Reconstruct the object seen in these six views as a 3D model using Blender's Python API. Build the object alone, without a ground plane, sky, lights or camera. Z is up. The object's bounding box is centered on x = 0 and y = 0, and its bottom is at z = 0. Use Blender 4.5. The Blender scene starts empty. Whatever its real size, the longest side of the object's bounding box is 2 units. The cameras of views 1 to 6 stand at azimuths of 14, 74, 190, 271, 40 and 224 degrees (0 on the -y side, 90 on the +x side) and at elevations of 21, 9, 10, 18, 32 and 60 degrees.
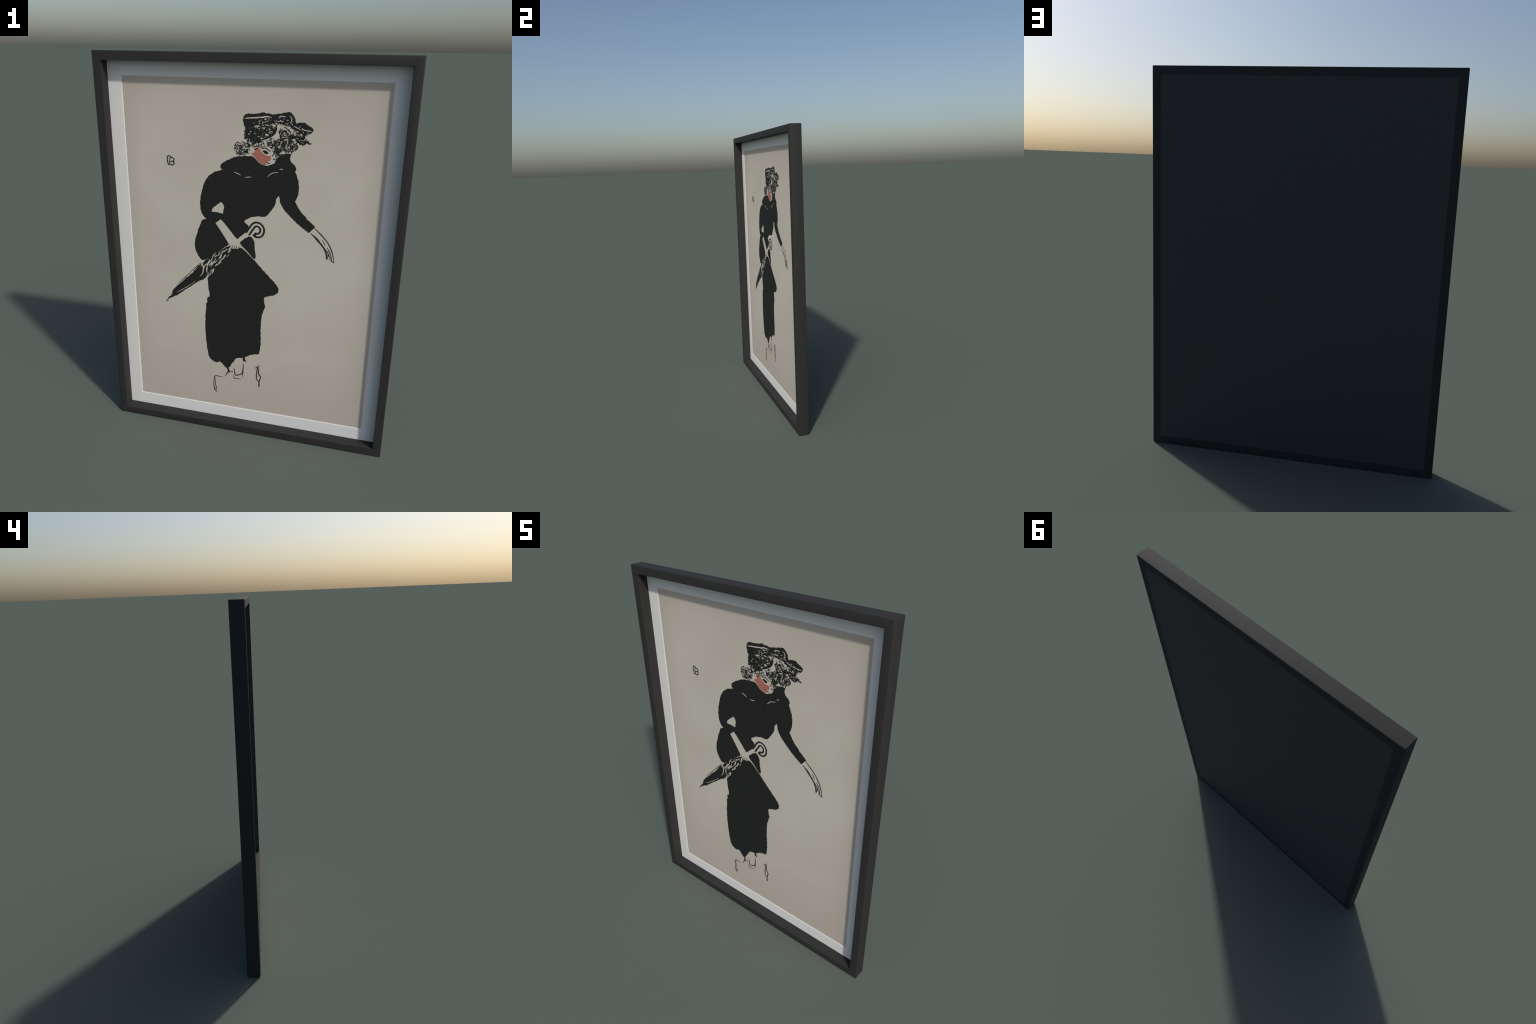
"""A print of a lady in black with a parasol, behind a white bevelled mat, in a plain
dark box frame that stands upright on the ground."""
import bpy, bmesh, math, random
from mathutils import Vector, noise

random.seed(7)

# ------------------------------------------------------------------ sizes (metres)
HALF_W, HEIGHT = 0.75, 2.0          # outer frame
HALF_D = 0.0367                     # half the frame depth
FACE = 0.0426                       # width of the frame's front face
ROUND = 0.0042                      # rounded outer frame edges
LIP_ROUND = 0.0022                  # finer rounding of the lip round the opening
MAT_Y = 0.0230                      # front of the mat, deep inside the frame
MAT_T = 0.0032                      # mat thickness
BEVEL = 0.0048                      # width of the bevel cut round its window
OPEN_X, OPEN_Z = 0.1107, 0.1107     # mat opening: margin from the frame's outside
SHEET_Y = MAT_Y + MAT_T             # surface of the print
BACK_Y = HALF_D - 0.0005            # backing board, a hair inside the frame's back


# ------------------------------------------------------------------ materials
def new_material(name):
    m = bpy.data.materials.new(name)
    m.use_nodes = True
    nt = m.node_tree
    return m, nt, nt.nodes["Principled BSDF"]


def object_noise(nt, scale, detail=3.0, rough=0.5, stretch=(1, 1, 1)):
    tc = nt.nodes.new("ShaderNodeTexCoord")
    mp = nt.nodes.new("ShaderNodeMapping")
    mp.inputs["Scale"].default_value = stretch
    n = nt.nodes.new("ShaderNodeTexNoise")
    n.inputs["Scale"].default_value = scale
    n.inputs["Detail"].default_value = detail
    n.inputs["Roughness"].default_value = rough
    nt.links.new(tc.outputs["Object"], mp.inputs["Vector"])
    nt.links.new(mp.outputs["Vector"], n.inputs["Vector"])
    return n.outputs["Fac"]


def ramp(nt, fac, stops):
    r = nt.nodes.new("ShaderNodeValToRGB")
    els = r.color_ramp.elements
    while len(els) < len(stops):
        els.new(0.5)
    for e, (p, c) in zip(els, stops):
        e.position = p
        e.color = (*c, 1)
    nt.links.new(fac, r.inputs["Fac"])
    return r.outputs["Color"]


def mix(nt, fac, a, b, blend="MIX"):
    m = nt.nodes.new("ShaderNodeMix")
    m.data_type = "RGBA"
    m.blend_type = blend
    for sock, v in ((m.inputs["Factor"], fac), (m.inputs["A"], a), (m.inputs["B"], b)):
        if hasattr(v, "is_linked"):
            nt.links.new(v, sock)
        elif isinstance(v, (int, float)):
            sock.default_value = v
        else:
            sock.default_value = (*v, 1)
    return m.outputs["Result"]


def bump(nt, bsdf, fac, strength, distance):
    b = nt.nodes.new("ShaderNodeBump")
    b.inputs["Strength"].default_value = strength
    b.inputs["Distance"].default_value = distance
    nt.links.new(fac, b.inputs["Height"])
    nt.links.new(b.outputs["Normal"], bsdf.inputs["Normal"])


def plain_material(name, low, high, rough, spec, scale, bump_strength=0.0, stretch=(1, 1, 1)):
    m, nt, p = new_material(name)
    f = object_noise(nt, scale, 4, 0.6, stretch)
    nt.links.new(ramp(nt, f, [(0.3, low), (0.7, high)]), p.inputs["Base Color"])
    p.inputs["Roughness"].default_value = rough
    p.inputs["Specular IOR Level"].default_value = spec
    if bump_strength:
        bump(nt, p, f, bump_strength, 0.0006)
    return m


def paper_colour(nt):
    """Aged cream paper: faint clouds, brownish toning near the edges, foxing specks."""
    clouds = ramp(nt, object_noise(nt, 2.6, 3, 0.55),
                  [(0.32, PAPER_PINK), (0.62, PAPER)])
    fibre = object_noise(nt, 420, 3, 0.7, (1, 1, 0.6))
    col = mix(nt, 0.10, clouds, ramp(nt, fibre, [(0.3, (0.35, 0.33, 0.28)), (0.7, (0.7, 0.67, 0.58))]))
    # toning: distance from the middle of the sheet, broken up by noise
    tc = nt.nodes.new("ShaderNodeTexCoord")
    sep = nt.nodes.new("ShaderNodeSeparateXYZ")
    nt.links.new(tc.outputs["Object"], sep.inputs[0])

    def math_node(op, a, b):
        n = nt.nodes.new("ShaderNodeMath")
        n.operation = op
        for i, v in enumerate((a, b)):
            if hasattr(v, "is_linked"):
                nt.links.new(v, n.inputs[i])
            else:
                n.inputs[i].default_value = v
        return n.outputs[0]
    ax = math_node("DIVIDE", math_node("ABSOLUTE", sep.outputs["X"], 0), 0.64)
    az = math_node("DIVIDE", math_node("ABSOLUTE", math_node("SUBTRACT", sep.outputs["Z"], 1.1), 0), 0.88)
    edge = math_node("ADD", math_node("POWER", ax, 12.0), math_node("POWER", az, 2.5))
    edge = math_node("MULTIPLY", edge, math_node("ADD", object_noise(nt, 3.2, 3, 0.5), 0.35))
    tone = ramp(nt, edge, [(0.05, (0, 0, 0)), (0.9, (1, 1, 1))])
    col = mix(nt, tone, col, PAPER_TONED)
    # small foxing specks
    v = nt.nodes.new("ShaderNodeTexVoronoi")
    v.inputs["Scale"].default_value = 16
    nt.links.new(tc.outputs["Object"], v.inputs["Vector"])
    spot = ramp(nt, v.outputs["Distance"], [(0.028, (1, 1, 1)), (0.05, (0, 0, 0))])
    pick = ramp(nt, object_noise(nt, 7, 1), [(0.52, (0, 0, 0)), (0.6, (0.6, 0.6, 0.6))])
    col = mix(nt, mix(nt, 1.0, spot, pick, "MULTIPLY"), col, (0.22, 0.19, 0.15))
    return col, fibre


PAPER = (0.560, 0.530, 0.456)
PAPER_PINK = (0.518, 0.485, 0.417)
PAPER_TONED = (0.480, 0.435, 0.376)


def paper_material(name):
    m, nt, p = new_material(name)
    col, fibre = paper_colour(nt)
    nt.links.new(col, p.inputs["Base Color"])
    p.inputs["Roughness"].default_value = 0.8
    p.inputs["Specular IOR Level"].default_value = 0.25
    bump(nt, p, fibre, 0.12, 0.0003)
    return m


def ink_material(name, low, high, gaps, gap_colour):
    """Flat lithograph ink that lets specks of paper through."""
    m, nt, p = new_material(name)
    base = ramp(nt, object_noise(nt, 300, 3, 0.7), [(0.3, low), (0.7, high)])
    speck = object_noise(nt, 150, 2, 0.6)
    where = ramp(nt, speck, [(gaps, (0, 0, 0)), (gaps + 0.03, (0.9, 0.9, 0.9))])
    nt.links.new(mix(nt, where, base, gap_colour), p.inputs["Base Color"])
    p.inputs["Roughness"].default_value = 0.8
    p.inputs["Specular IOR Level"].default_value = 0.25
    return m


MAT_FRAME = plain_material("black_lacquered_wood", (0.0240, 0.0240, 0.0236), (0.0275, 0.0273, 0.0269),
                           0.72, 0.27, 30, 0.03, (0.4, 1, 0.4))
MAT_BACK = plain_material("dark_backing_card", (0.040, 0.040, 0.041), (0.046, 0.046, 0.047), 0.7, 0.4, 60, 0.05)
MAT_BOARD = plain_material("white_mat_board", (0.700, 0.700, 0.690), (0.730, 0.730, 0.720), 0.85, 0.25, 260, 0.25)
MAT_CORE = plain_material("mat_board_core", (0.61, 0.60, 0.575), (0.64, 0.63, 0.605), 0.85, 0.25, 260, 0.1)
MAT_PAPER = paper_material("aged_paper")
MAT_INK = ink_material("black_ink", (0.0125, 0.0130, 0.0130), (0.0160, 0.0165, 0.0163), 0.695, (0.10, 0.097, 0.085))
MAT_RED = ink_material("red_ink", (0.36, 0.125, 0.090), (0.43, 0.165, 0.120), 0.66, (0.52, 0.46, 0.39))

# ------------------------------------------------------------------ object helpers
root = bpy.data.objects.new("framed_picture", None)
root["label"] = "dark framed print of a lady in black with parasol"
root["category"] = "framed picture"
bpy.context.collection.objects.link(root)


def add_object(name, bm, materials, parent, smooth=False):
    me = bpy.data.meshes.new(name)
    bmesh.ops.recalc_face_normals(bm, faces=bm.faces)
    bm.to_mesh(me)
    bm.free()
    for m in materials:
        me.materials.append(m)
    if smooth:
        for p in me.polygons:
            p.use_smooth = True
        me.set_sharp_from_angle(angle=math.radians(50))
    ob = bpy.data.objects.new(name, me)
    bpy.context.collection.objects.link(ob)
    ob.parent = parent
    return ob


def rectangle_ring(bm, half_x, z0, z1, y):
    return [bm.verts.new((x, y, z)) for x, z in
            ((-half_x, z0), (half_x, z0), (half_x, z1), (-half_x, z1))]


def bridge(bm, a, b, index=0):
    n = len(a)
    out = []
    for i in range(n):
        f = bm.faces.new((a[i], a[(i + 1) % n], b[(i + 1) % n], b[i]))
        f.material_index = index
        out.append(f)
    return out


# ------------------------------------------------------------------ frame
bm = bmesh.new()
of = rectangle_ring(bm, HALF_W, 0, HEIGHT, -HALF_D)
ob_ = rectangle_ring(bm, HALF_W, 0, HEIGHT, HALF_D)
inf = rectangle_ring(bm, HALF_W - FACE, FACE, HEIGHT - FACE, -HALF_D)
inb = rectangle_ring(bm, HALF_W - FACE, FACE, HEIGHT - FACE, HALF_D)
bridge(bm, of, ob_)
bridge(bm, of, inf)
bridge(bm, inf, inb)
bridge(bm, ob_, inb)
bmesh.ops.recalc_face_normals(bm, faces=bm.faces)
outer_edges, lip_edges = [], []
for e in bm.edges:
    a, b = e.verts
    inner = abs(a.co.x) < HALF_W - 0.01 or abs(b.co.x) < HALF_W - 0.01
    if not inner:
        outer_edges.append(e)                            # the twelve outer edges
    elif a in inf and b in inf:
        lip_edges.append(e)
for edges, radius in ((lip_edges, LIP_ROUND), (outer_edges, ROUND)):
    bmesh.ops.bevel(bm, geom=[e for e in edges if e.is_valid], offset=radius, segments=4, profile=0.5,
                    affect="EDGES", clamp_overlap=True)
add_object("frame", bm, [MAT_FRAME], root, smooth=True)

# ------------------------------------------------------------------ backing board
def box(bm, hx, z0, z1, y0, y1):
    f = rectangle_ring(bm, hx, z0, z1, y0)
    b = rectangle_ring(bm, hx, z0, z1, y1)
    bridge(bm, f, b)
    bm.faces.new(f)
    bm.faces.new(b)

SEAT = 0.001      # boards sit this far into the frame's rebate
bm = bmesh.new()
box(bm, HALF_W - FACE + SEAT, FACE - SEAT, HEIGHT - FACE + SEAT, SHEET_Y + 0.0012, BACK_Y)
add_object("backing_board", bm, [MAT_BACK], root)

# ------------------------------------------------------------------ mat with bevelled window
bm = bmesh.new()
outer_f = rectangle_ring(bm, HALF_W - FACE + SEAT, FACE - SEAT, HEIGHT - FACE + SEAT, MAT_Y)
outer_b = rectangle_ring(bm, HALF_W - FACE + SEAT, FACE - SEAT, HEIGHT - FACE + SEAT, SHEET_Y - 0.0002)
win_f = rectangle_ring(bm, HALF_W - OPEN_X, OPEN_Z, HEIGHT - OPEN_Z, MAT_Y)
win_b = rectangle_ring(bm, HALF_W - OPEN_X - BEVEL, OPEN_Z + BEVEL,
                       HEIGHT - OPEN_Z - BEVEL, SHEET_Y - 0.0002)
bridge(bm, outer_f, win_f, 0)
bridge(bm, win_f, win_b, 1)
bridge(bm, outer_b, win_b, 0)
bridge(bm, outer_f, outer_b, 0)
add_object("mat_board", bm, [MAT_BOARD, MAT_CORE], root)

# ------------------------------------------------------------------ print: paper sheet
bm = bmesh.new()
box(bm, 0.690, 0.060, 1.940, SHEET_Y, SHEET_Y + 0.0009)
sheet = add_object("print_sheet", bm, [MAT_PAPER], root)

# ------------------------------------------------------------------ print: inked shapes
LAYER = [0]
LAYER_STEP = 0.00003


def next_layer():
    LAYER[0] += 1
    return SHEET_Y - 0.00015 - LAYER[0] * LAYER_STEP


def smooth_path(points, closed, per=10):
    """Centripetal-free Catmull-Rom through control points."""
    pts = [Vector(p) for p in points]
    n = len(pts)
    out = []
    spans = n if closed else n - 1
    for i in range(spans):
        if closed:
            p0, p1, p2, p3 = (pts[(i + k - 1) % n] for k in range(4))
        else:
            p1, p2 = pts[i], pts[i + 1]
            p0 = pts[i - 1] if i else p1 * 2 - p2
            p3 = pts[i + 2] if i + 2 < n else p2 * 2 - p1
        for s in range(per):
            t = s / per
            out.append(0.5 * ((2 * p1) + (p2 - p0) * t + (2 * p0 - 5 * p1 + 4 * p2 - p3) * t * t
                              + (3 * p1 - p0 - 3 * p2 + p3) * t ** 3))
    if not closed:
        out.append(pts[-1])
    return out


def wobble(p, amount, freq=70):
    d = noise.noise_vector(Vector((p[0] * freq, 3.7, p[1] * freq)))
    d += 0.7 * noise.noise_vector(Vector((p[0] * freq * 3, 9.1, p[1] * freq * 3)))
    d += 0.5 * noise.noise_vector(Vector((p[0] * freq * 8, 5.3, p[1] * freq * 8)))
    return Vector((p[0] + d.x * amount, p[1] + d.z * amount))


def add_patch(bm, points, y, rough=0.0022, per=18):
    """A filled, rough-edged ink shape through the given outline."""
    path = [wobble(p, rough) for p in smooth_path(points, True, per)]
    front = [bm.verts.new((p.x, y, p.y)) for p in path]
    back = [bm.verts.new((p.x, SHEET_Y + 0.0002, p.y)) for p in path]
    bridge(bm, front, back)
    edges = [bm.edges.get((front[i], front[(i + 1) % len(front)])) for i in range(len(front))]
    bmesh.ops.triangle_fill(bm, edges=edges, use_beauty=True)


def add_stroke(bm, spine, y, rough=0.0008, per=8):
    """A brush stroke: spine points (x, z, width), smooth, tapering between widths."""
    path = smooth_path([(p[0], p[1], p[2]) for p in spine], False, per)
    rows = []
    n = len(path)
    for i, p in enumerate(path):
        a, b = path[max(0, i - 1)], path[min(n - 1, i + 1)]
        t = Vector((b.x - a.x, b.y - a.y))
        if t.length < 1e-9:
            continue
        t.normalize()
        side = Vector((-t.y, t.x)) * max(p.z, 0.0004) * 0.5
        c = Vector((p.x, p.y))
        l, r = wobble(c + side, rough), wobble(c - side, rough)
        rows.append([bm.verts.new((q.x, yy, q.y)) for q, yy in
                     ((l, y), (r, y), (r, SHEET_Y + 0.0002), (l, SHEET_Y + 0.0002))])
    for a, b in zip(rows, rows[1:]):
        bridge(bm, a, b)
    bm.faces.new(rows[0])
    bm.faces.new(rows[-1][::-1])


def patch(name, points, material=None, rough=0.0022):
    bm = bmesh.new()
    add_patch(bm, points, next_layer(), rough)
    return add_object(name, bm, [material or MAT_INK], sheet)


def strokes(name, spines, material=None, rough=0.0008, stuff=False, per=8):
    bm = bmesh.new()
    y = next_layer()
    for i, s in enumerate(spines):
        add_stroke(bm, s, y - 0.0002 * ((i * 0.618) % 1.0), rough, per)      # no two strokes share a plane
    ob = add_object(name, bm, [material or MAT_INK], sheet)
    if stuff:
        ob["kind"] = "stuff"
    return ob


def line(points, width, taper=0.4):
    """Constant-width pen line with tapered ends."""
    n = len(points) - 1
    return [(x, z, width * (taper if i in (0, n) else 1.0)) for i, (x, z) in enumerate(points)]


# --- dress
patch("printed_bodice", [(-0.170, 1.440), (-0.060, 1.480), (0.080, 1.470), (0.190, 1.470), (0.205, 1.400),
                         (0.142, 1.352), (0.130, 1.311), (0.086, 1.252), (0.043, 1.249), (0.000, 1.234),
                         (-0.021, 1.214), (0.000, 1.186), (-0.055, 1.123), (-0.115, 1.095), (-0.180, 1.175),
                         (-0.150, 1.205), (-0.131, 1.255), (-0.134, 1.300), (-0.200, 1.330)])
strokes("printed_sleeve", [[(-0.095, 1.440, 0.070), (-0.150, 1.399, 0.122), (-0.186, 1.344, 0.116),
                            (-0.218, 1.280, 0.070), (-0.208, 1.235, 0.050), (-0.150, 1.226, 0.046),
                            (-0.120, 1.225, 0.040)]], rough=0.0022, per=16)
strokes("printed_sleeve", [[(0.165, 1.500, 0.080), (0.188, 1.440, 0.096), (0.194, 1.385, 0.098),
                            (0.194, 1.330, 0.074), (0.226, 1.284, 0.060), (0.270, 1.240, 0.051),
                            (0.316, 1.204, 0.044)]], rough=0.0022, per=16)
patch("printed_collar", [(-0.143, 1.487), (-0.086, 1.526), (-0.029, 1.540), (0.018, 1.538), (0.046, 1.514),
                         (0.080, 1.501), (0.120, 1.514), (0.150, 1.553), (0.196, 1.562), (0.200, 1.532),
                         (0.226, 1.488), (0.160, 1.440), (0.000, 1.425), (-0.110, 1.450)])
patch("printed_jacket_hem", [(-0.231, 1.210), (-0.254, 1.178), (-0.281, 1.100), (-0.285, 1.052), (-0.268, 1.012),
                             (-0.246, 0.988), (-0.206, 1.006), (-0.127, 1.069), (-0.090, 1.110), (-0.130, 1.217)])
patch("printed_jacket_hem", [(-0.044, 1.107), (0.006, 1.139), (0.029, 1.118), (0.034, 1.073), (0.039, 1.034),
                             (0.026, 1.026), (-0.018, 1.070)])
patch("printed_skirt", [(-0.100, 1.078), (-0.036, 1.073), (0.023, 1.025), (0.085, 0.960), (0.146, 0.899),
                        (0.161, 0.863), (0.138, 0.836), (0.088, 0.814), (0.093, 0.765), (0.076, 0.705),
                        (0.072, 0.630), (0.074, 0.540), (0.068, 0.500), (0.062, 0.478), (0.020, 0.468),
                        (-0.015, 0.445), (-0.060, 0.432), (-0.080, 0.405), (-0.108, 0.364), (-0.130, 0.372),
                        (-0.150, 0.394), (-0.180, 0.390), (-0.214, 0.411), (-0.229, 0.480), (-0.237, 0.617),
                        (-0.224, 0.765), (-0.209, 0.790), (-0.217, 0.850), (-0.212, 0.953), (-0.170, 1.020)], rough=0.003)

# --- parasol, with pale pleats and a curled handle
patch("printed_parasol", [(-0.462, 0.721), (-0.440, 0.755), (-0.428, 0.764), (-0.412, 0.802), (-0.345, 0.869),
                          (-0.300, 0.912), (-0.262, 0.959), (-0.166, 1.037), (-0.095, 1.083), (-0.088, 1.057),
                          (-0.150, 0.970), (-0.205, 0.925), (-0.240, 0.880), (-0.290, 0.862), (-0.377, 0.784),
                          (-0.417, 0.756), (-0.432, 0.748)], rough=0.004)
fringe = []
for k in range(30):                                       # dry-brush fringe on the lower side of the cloth
    u = k / 29
    x, z = -0.395 + 0.185 * u, 0.772 + 0.145 * u
    ln, ang = random.uniform(0.010, 0.028), math.radians(228 + random.uniform(-14, 14))
    w = random.uniform(0.002, 0.007)
    fringe.append([(x + 0.012, z + 0.014, w), (x, z, w), (x + math.cos(ang) * ln, z + math.sin(ang) * ln, 0.0006)])
for k in range(10):                                       # and loose hairs along the upper side
    u = k / 9
    x, z = -0.390 + 0.115 * u, 0.832 + 0.118 * u
    fringe.append(line([(x, z), (x + 0.014, z + 0.017), (x + 0.034, z + 0.032)], random.uniform(0.0015, 0.003), 0.3))
strokes("printed_parasol_fringe", fringe, stuff=True)
pleats = []
for k in range(44):
    u = (k + random.uniform(-0.3, 0.3)) / 44
    across = random.uniform(-1, 1)
    cx, cz = -0.095 - 0.150 * u, 1.062 - 0.135 * u
    half = 0.012 + 0.034 * u
    cx += across * half * 0.66
    cz -= across * half * 0.75
    ln = random.uniform(0.008, 0.020) * (0.7 + 0.8 * u)
    ang = math.radians(225 + random.uniform(-12, 26))
    dx, dz = math.cos(ang) * ln, math.sin(ang) * ln
    w = random.uniform(0.002, 0.0075)
    pleats.append([(cx - dx, cz - dz, 0.001), (cx, cz + random.uniform(-0.003, 0.003), w), (cx + dx, cz + dz, 0.001)])
pleats.append(line([(-0.252, 0.978), (-0.242, 0.950), (-0.246, 0.915), (-0.262, 0.893)], 0.005, 0.2))
pleats.append(line([(-0.216, 0.968), (-0.223, 0.940), (-0.221, 0.915)], 0.007, 0.2))
pleats.append(line([(-0.395, 0.785), (-0.350, 0.815), (-0.300, 0.852)], 0.0035, 0.2))
strokes("printed_parasol_pleats", pleats, MAT_PAPER, stuff=True)
curl = [(-0.006, 1.152), (0.012, 1.180), (0.028, 1.202), (0.048, 1.206), (0.066, 1.192), (0.069, 1.170),
        (0.057, 1.152), (0.039, 1.149), (0.029, 1.158)]
strokes("printed_parasol_handle", [[(x, z, 0.029 - 0.004 * (i > 6)) for i, (x, z) in enumerate(curl)]])
strokes("printed_parasol_handle_grain",
        [[(-0.062, 1.100, 0.014), (-0.030, 1.127, 0.013)] +
         [(x, z, 0.0095 if i < 7 else 0.006) for i, (x, z) in enumerate(curl[:-1])]], MAT_PAPER)

# --- bare forearm and gripping hand
strokes("printed_forearm", [[(-0.158, 1.206, 0.036), (-0.128, 1.168, 0.042), (-0.094, 1.122, 0.048),
                             (-0.075, 1.094, 0.056), (-0.072, 1.068, 0.044)]], MAT_PAPER)
strokes("printed_finger_lines",
        [line([(-0.098 + k * 0.012, 1.090 - 0.002 * k), (-0.096 + k * 0.011, 1.078), (-0.100 + k * 0.013, 1.062)],
              0.003 + 0.001 * (k % 2)) for k in range(5)])
strokes("printed_waist_seam", [line([(-0.046, 1.098), (-0.030, 1.078), (-0.015, 1.066), (0.020, 1.030)], 0.005, 0.4)],
        MAT_PAPER)

# --- outstretched hand drawn in line
strokes("printed_open_hand", [
    line([(0.316, 1.222), (0.356, 1.189), (0.395, 1.147), (0.420, 1.098), (0.433, 1.046)], 0.0045),
    line([(0.311, 1.187), (0.350, 1.150), (0.378, 1.118), (0.391, 1.091), (0.395, 1.058)], 0.007),
    line([(0.433, 1.046), (0.420, 1.056), (0.414, 1.080)], 0.005),
    line([(0.395, 1.058), (0.401, 1.080), (0.399, 1.104)], 0.005),
    line([(0.368, 1.160), (0.378, 1.143), (0.384, 1.132)], 0.003),
    line([(0.394, 1.122), (0.408, 1.098), (0.420, 1.066)], 0.0045),
    line([(0.388, 1.112), (0.405, 1.084), (0.411, 1.056)], 0.003),
    line([(0.324, 1.178), (0.346, 1.160), (0.364, 1.138)], 0.0035),
])
strokes("printed_dress_folds", [
    line([(-0.075, 1.460), (-0.059, 1.454), (-0.042, 1.447)], 0.0036),
    line([(-0.021, 1.438), (-0.005, 1.440), (0.010, 1.441)], 0.0036),
    line([(0.089, 1.447), (0.111, 1.465), (0.142, 1.473)], 0.0036),
    line([(0.147, 1.486), (0.156, 1.488), (0.165, 1.489)], 0.0036),
], MAT_PAPER)

# --- hat: two brims, a bow, trailing plumes, with pale slits between
patch("printed_hat", [(-0.029, 1.724), (-0.019, 1.732), (0.030, 1.738), (0.070, 1.742), (0.112, 1.736),
                      (0.142, 1.742), (0.180, 1.751), (0.205, 1.736), (0.217, 1.706), (0.196, 1.688),
                      (0.142, 1.694), (0.086, 1.692), (0.020, 1.680), (-0.018, 1.672), (-0.029, 1.697)], rough=0.004)
patch("printed_plume", [(0.195, 1.706), (0.221, 1.703), (0.256, 1.707), (0.290, 1.686), (0.299, 1.678),
                        (0.286, 1.660), (0.259, 1.649), (0.229, 1.666), (0.200, 1.680)], rough=0.0045)
patch("printed_plume", [(0.200, 1.648), (0.228, 1.645), (0.262, 1.641), (0.276, 1.627), (0.292, 1.609),
                        (0.268, 1.610), (0.246, 1.604), (0.226, 1.620)], rough=0.006)
strokes("printed_hat_slits", [
    line([(-0.026, 1.714), (0.017, 1.718), (0.050, 1.721), (0.082, 1.726), (0.105, 1.722)], 0.0058, 0.5),
    line([(0.206, 1.689), (0.238, 1.677), (0.266, 1.672), (0.293, 1.670)], 0.0042, 0.5),
    line([(0.138, 1.722), (0.148, 1.731), (0.172, 1.728)], 0.0040),
    line([(0.186, 1.734), (0.198, 1.722), (0.192, 1.700)], 0.0040),
    line([(0.136, 1.706), (0.146, 1.709), (0.156, 1.704)], 0.0040),
    line([(0.214, 1.641), (0.236, 1.632), (0.262, 1.622)], 0.0030),
    line([(0.224, 1.630), (0.240, 1.622), (0.256, 1.612)], 0.0026),
], MAT_PAPER, rough=0.002)


def scribble(count, cx, cz, rx, rz, size, width, aspect=1.0, tilt=0.0):
    """Loose little arcs scattered over an ellipse, as a pen fills in lace or curls."""
    out = []
    for _ in range(count):
        a, d = random.uniform(0, 2 * math.pi), math.sqrt(random.random())
        ux, uz = math.cos(a) * d * rx, math.sin(a) * d * rz
        x = cx + ux * math.cos(tilt) - uz * math.sin(tilt)
        z = cz + ux * math.sin(tilt) + uz * math.cos(tilt)
        r = size * random.uniform(0.5, 1.2)
        start, sweep = random.uniform(0, 2 * math.pi), random.uniform(1.2, 4.0)
        w = width * random.uniform(0.5, 1.4)
        pts = []
        for k in range(5):
            t = start + sweep * k / 4
            pts.append((x + math.cos(t) * r, z + math.sin(t) * r * aspect, w * (0.3 if k in (0, 4) else 1)))
        out.append(pts)
    return out


def band(points, width):
    return line(points, width, 0.5)


lace = scribble(230, 0.050, 1.656, 0.078, 0.034, 0.0070, 0.0040, 0.45, 0.15)
lace += scribble(70, 0.022, 1.640, 0.042, 0.036, 0.0085, 0.0066, 0.7, 0.1)
lace += [band([(-0.010, 1.676), (-0.012, 1.650), (-0.004, 1.625)], 0.010),
         band([(0.128, 1.690), (0.122, 1.662), (0.102, 1.640), (0.060, 1.620)], 0.012),
         band([(0.010, 1.655), (0.014, 1.628), (0.006, 1.608)], 0.020),
         band([(0.030, 1.640), (0.040, 1.620), (0.060, 1.610)], 0.012)]
strokes("printed_hat_lace", lace, stuff=True)
flecks = scribble(46, 0.120, 1.700, 0.100, 0.022, 0.006, 0.0024, 0.5, 0.05)
flecks += scribble(26, 0.244, 1.652, 0.040, 0.034, 0.007, 0.0028, 0.5, -0.5)
strokes("printed_hat_flecks", flecks, MAT_PAPER, stuff=True)
rosette = []
for k in range(3):
    r = 0.009 + 0.010 * k
    rosette.append([(0.163 + math.cos(t) * r * random.uniform(0.8, 1.15),
                     1.656 + math.sin(t) * r * random.uniform(0.8, 1.15), random.uniform(0.002, 0.0075))
                    for t in [1.9 * k + j * 0.5 for j in range(11 - k)]])
rosette += scribble(14, 0.163, 1.656, 0.020, 0.022, 0.008, 0.0036)
strokes("printed_rosette", rosette)
curls = scribble(64, -0.034, 1.572, 0.040, 0.028, 0.010, 0.0024)
curls += scribble(40, 0.110, 1.606, 0.080, 0.016, 0.010, 0.0030, 0.9, 0.1)
curls += scribble(120, 0.165, 1.594, 0.064, 0.030, 0.008, 0.0032)
curls += scribble(60, 0.222, 1.645, 0.040, 0.036, 0.010, 0.0048, 0.7, -0.5)
curls += scribble(44, 0.138, 1.552, 0.020, 0.032, 0.006, 0.0032)
curls += scribble(16, 0.015, 1.594, 0.026, 0.016, 0.010, 0.0030)
strokes("printed_hair", curls, stuff=True)

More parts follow.
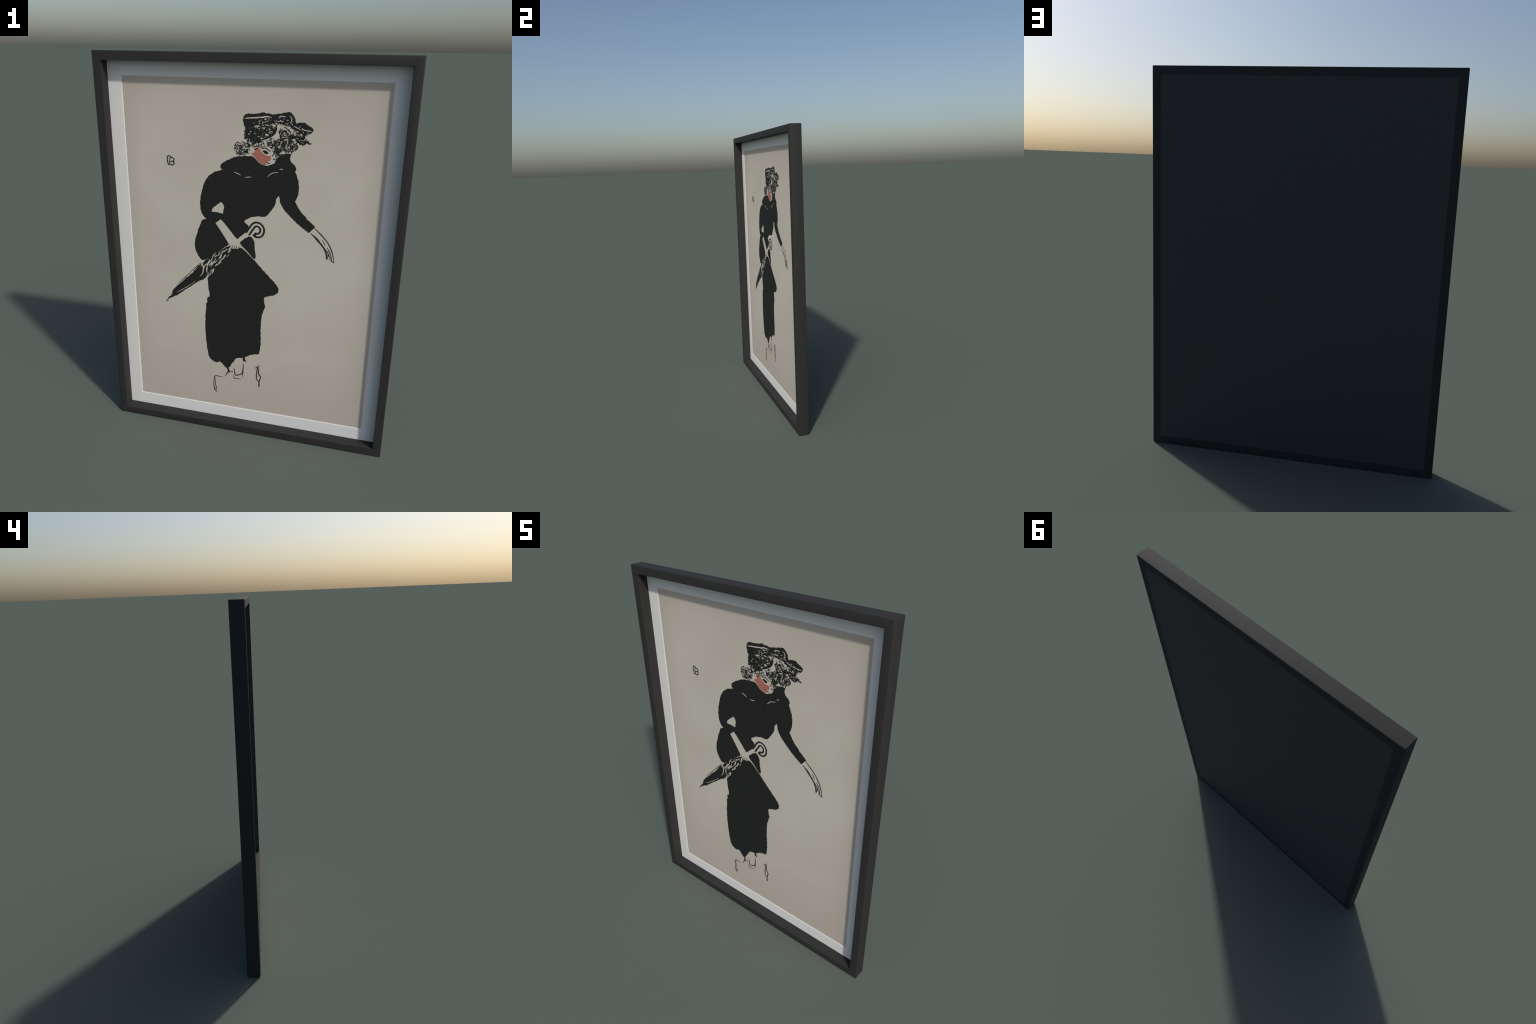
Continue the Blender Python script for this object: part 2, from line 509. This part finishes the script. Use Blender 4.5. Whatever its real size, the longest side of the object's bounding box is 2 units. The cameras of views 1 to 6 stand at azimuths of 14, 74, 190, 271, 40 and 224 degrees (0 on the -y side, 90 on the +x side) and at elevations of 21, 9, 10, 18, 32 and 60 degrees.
# --- face: red cheek, eye, mouth
patch("printed_cheek", [(0.024, 1.582), (0.048, 1.579), (0.060, 1.563), (0.079, 1.550), (0.105, 1.545),
                        (0.103, 1.527), (0.085, 1.521), (0.081, 1.505), (0.060, 1.509), (0.038, 1.527),
                        (0.022, 1.545), (0.010, 1.551), (0.026, 1.563)], MAT_RED, rough=0.003)
patch("printed_eye", [(0.064, 1.570), (0.077, 1.571), (0.092, 1.560), (0.080, 1.556)])
strokes("printed_mouth", [line([(0.083, 1.521), (0.092, 1.513), (0.102, 1.512)], 0.004),
                          line([(0.060, 1.580), (0.082, 1.582), (0.104, 1.567)], 0.004)])

# --- shoes and hem of the petticoat, thin pen lines
strokes("printed_shoes", [
    line([(-0.141, 0.300), (-0.164, 0.302), (-0.185, 0.299), (-0.191, 0.268), (-0.192, 0.233), (-0.186, 0.200)], 0.0036),
    line([(-0.184, 0.292), (-0.183, 0.251), (-0.178, 0.224), (-0.178, 0.192)], 0.0030),
    line([(-0.189, 0.225), (-0.184, 0.212), (-0.186, 0.204)], 0.0030),
    line([(-0.126, 0.307), (-0.110, 0.337), (-0.104, 0.361)], 0.0060),
    line([(-0.106, 0.336), (-0.092, 0.342), (-0.080, 0.345)], 0.0030),
    line([(-0.074, 0.368), (-0.070, 0.340), (-0.062, 0.325), (-0.031, 0.340), (-0.023, 0.366), (-0.022, 0.406)], 0.0050),
    line([(-0.028, 0.318), (-0.023, 0.345), (-0.024, 0.380)], 0.0034),
    line([(-0.076, 0.323), (-0.075, 0.306), (-0.053, 0.305), (-0.033, 0.304)], 0.0030),
    line([(0.067, 0.412), (0.066, 0.359), (0.077, 0.336), (0.069, 0.306), (0.068, 0.272)], 0.0050),
    line([(0.045, 0.386), (0.058, 0.397), (0.053, 0.343), (0.057, 0.319), (0.066, 0.303)], 0.0050),
    line([(-0.016, 0.447), (-0.018, 0.430), (-0.006, 0.423)], 0.014),
    line([(-0.112, 0.375), (-0.106, 0.352), (-0.098, 0.338)], 0.010),
    line([(0.068, 0.300), (0.069, 0.288), (0.068, 0.272)], 0.0075),
])

# --- small looped mark beside the figure
strokes("printed_mark", [
    line([(-0.399, 1.505), (-0.400, 1.514), (-0.408, 1.519), (-0.417, 1.514), (-0.417, 1.495), (-0.413, 1.477),
          (-0.407, 1.476)], 0.0046, 0.8),
    line([(-0.406, 1.508), (-0.405, 1.491), (-0.405, 1.476)], 0.0042, 0.8),
    line([(-0.399, 1.513), (-0.386, 1.508), (-0.382, 1.500), (-0.390, 1.493), (-0.402, 1.491)], 0.0042, 0.8),
    line([(-0.390, 1.493), (-0.383, 1.489), (-0.384, 1.480), (-0.392, 1.474), (-0.406, 1.477)], 0.0046, 0.8),
])
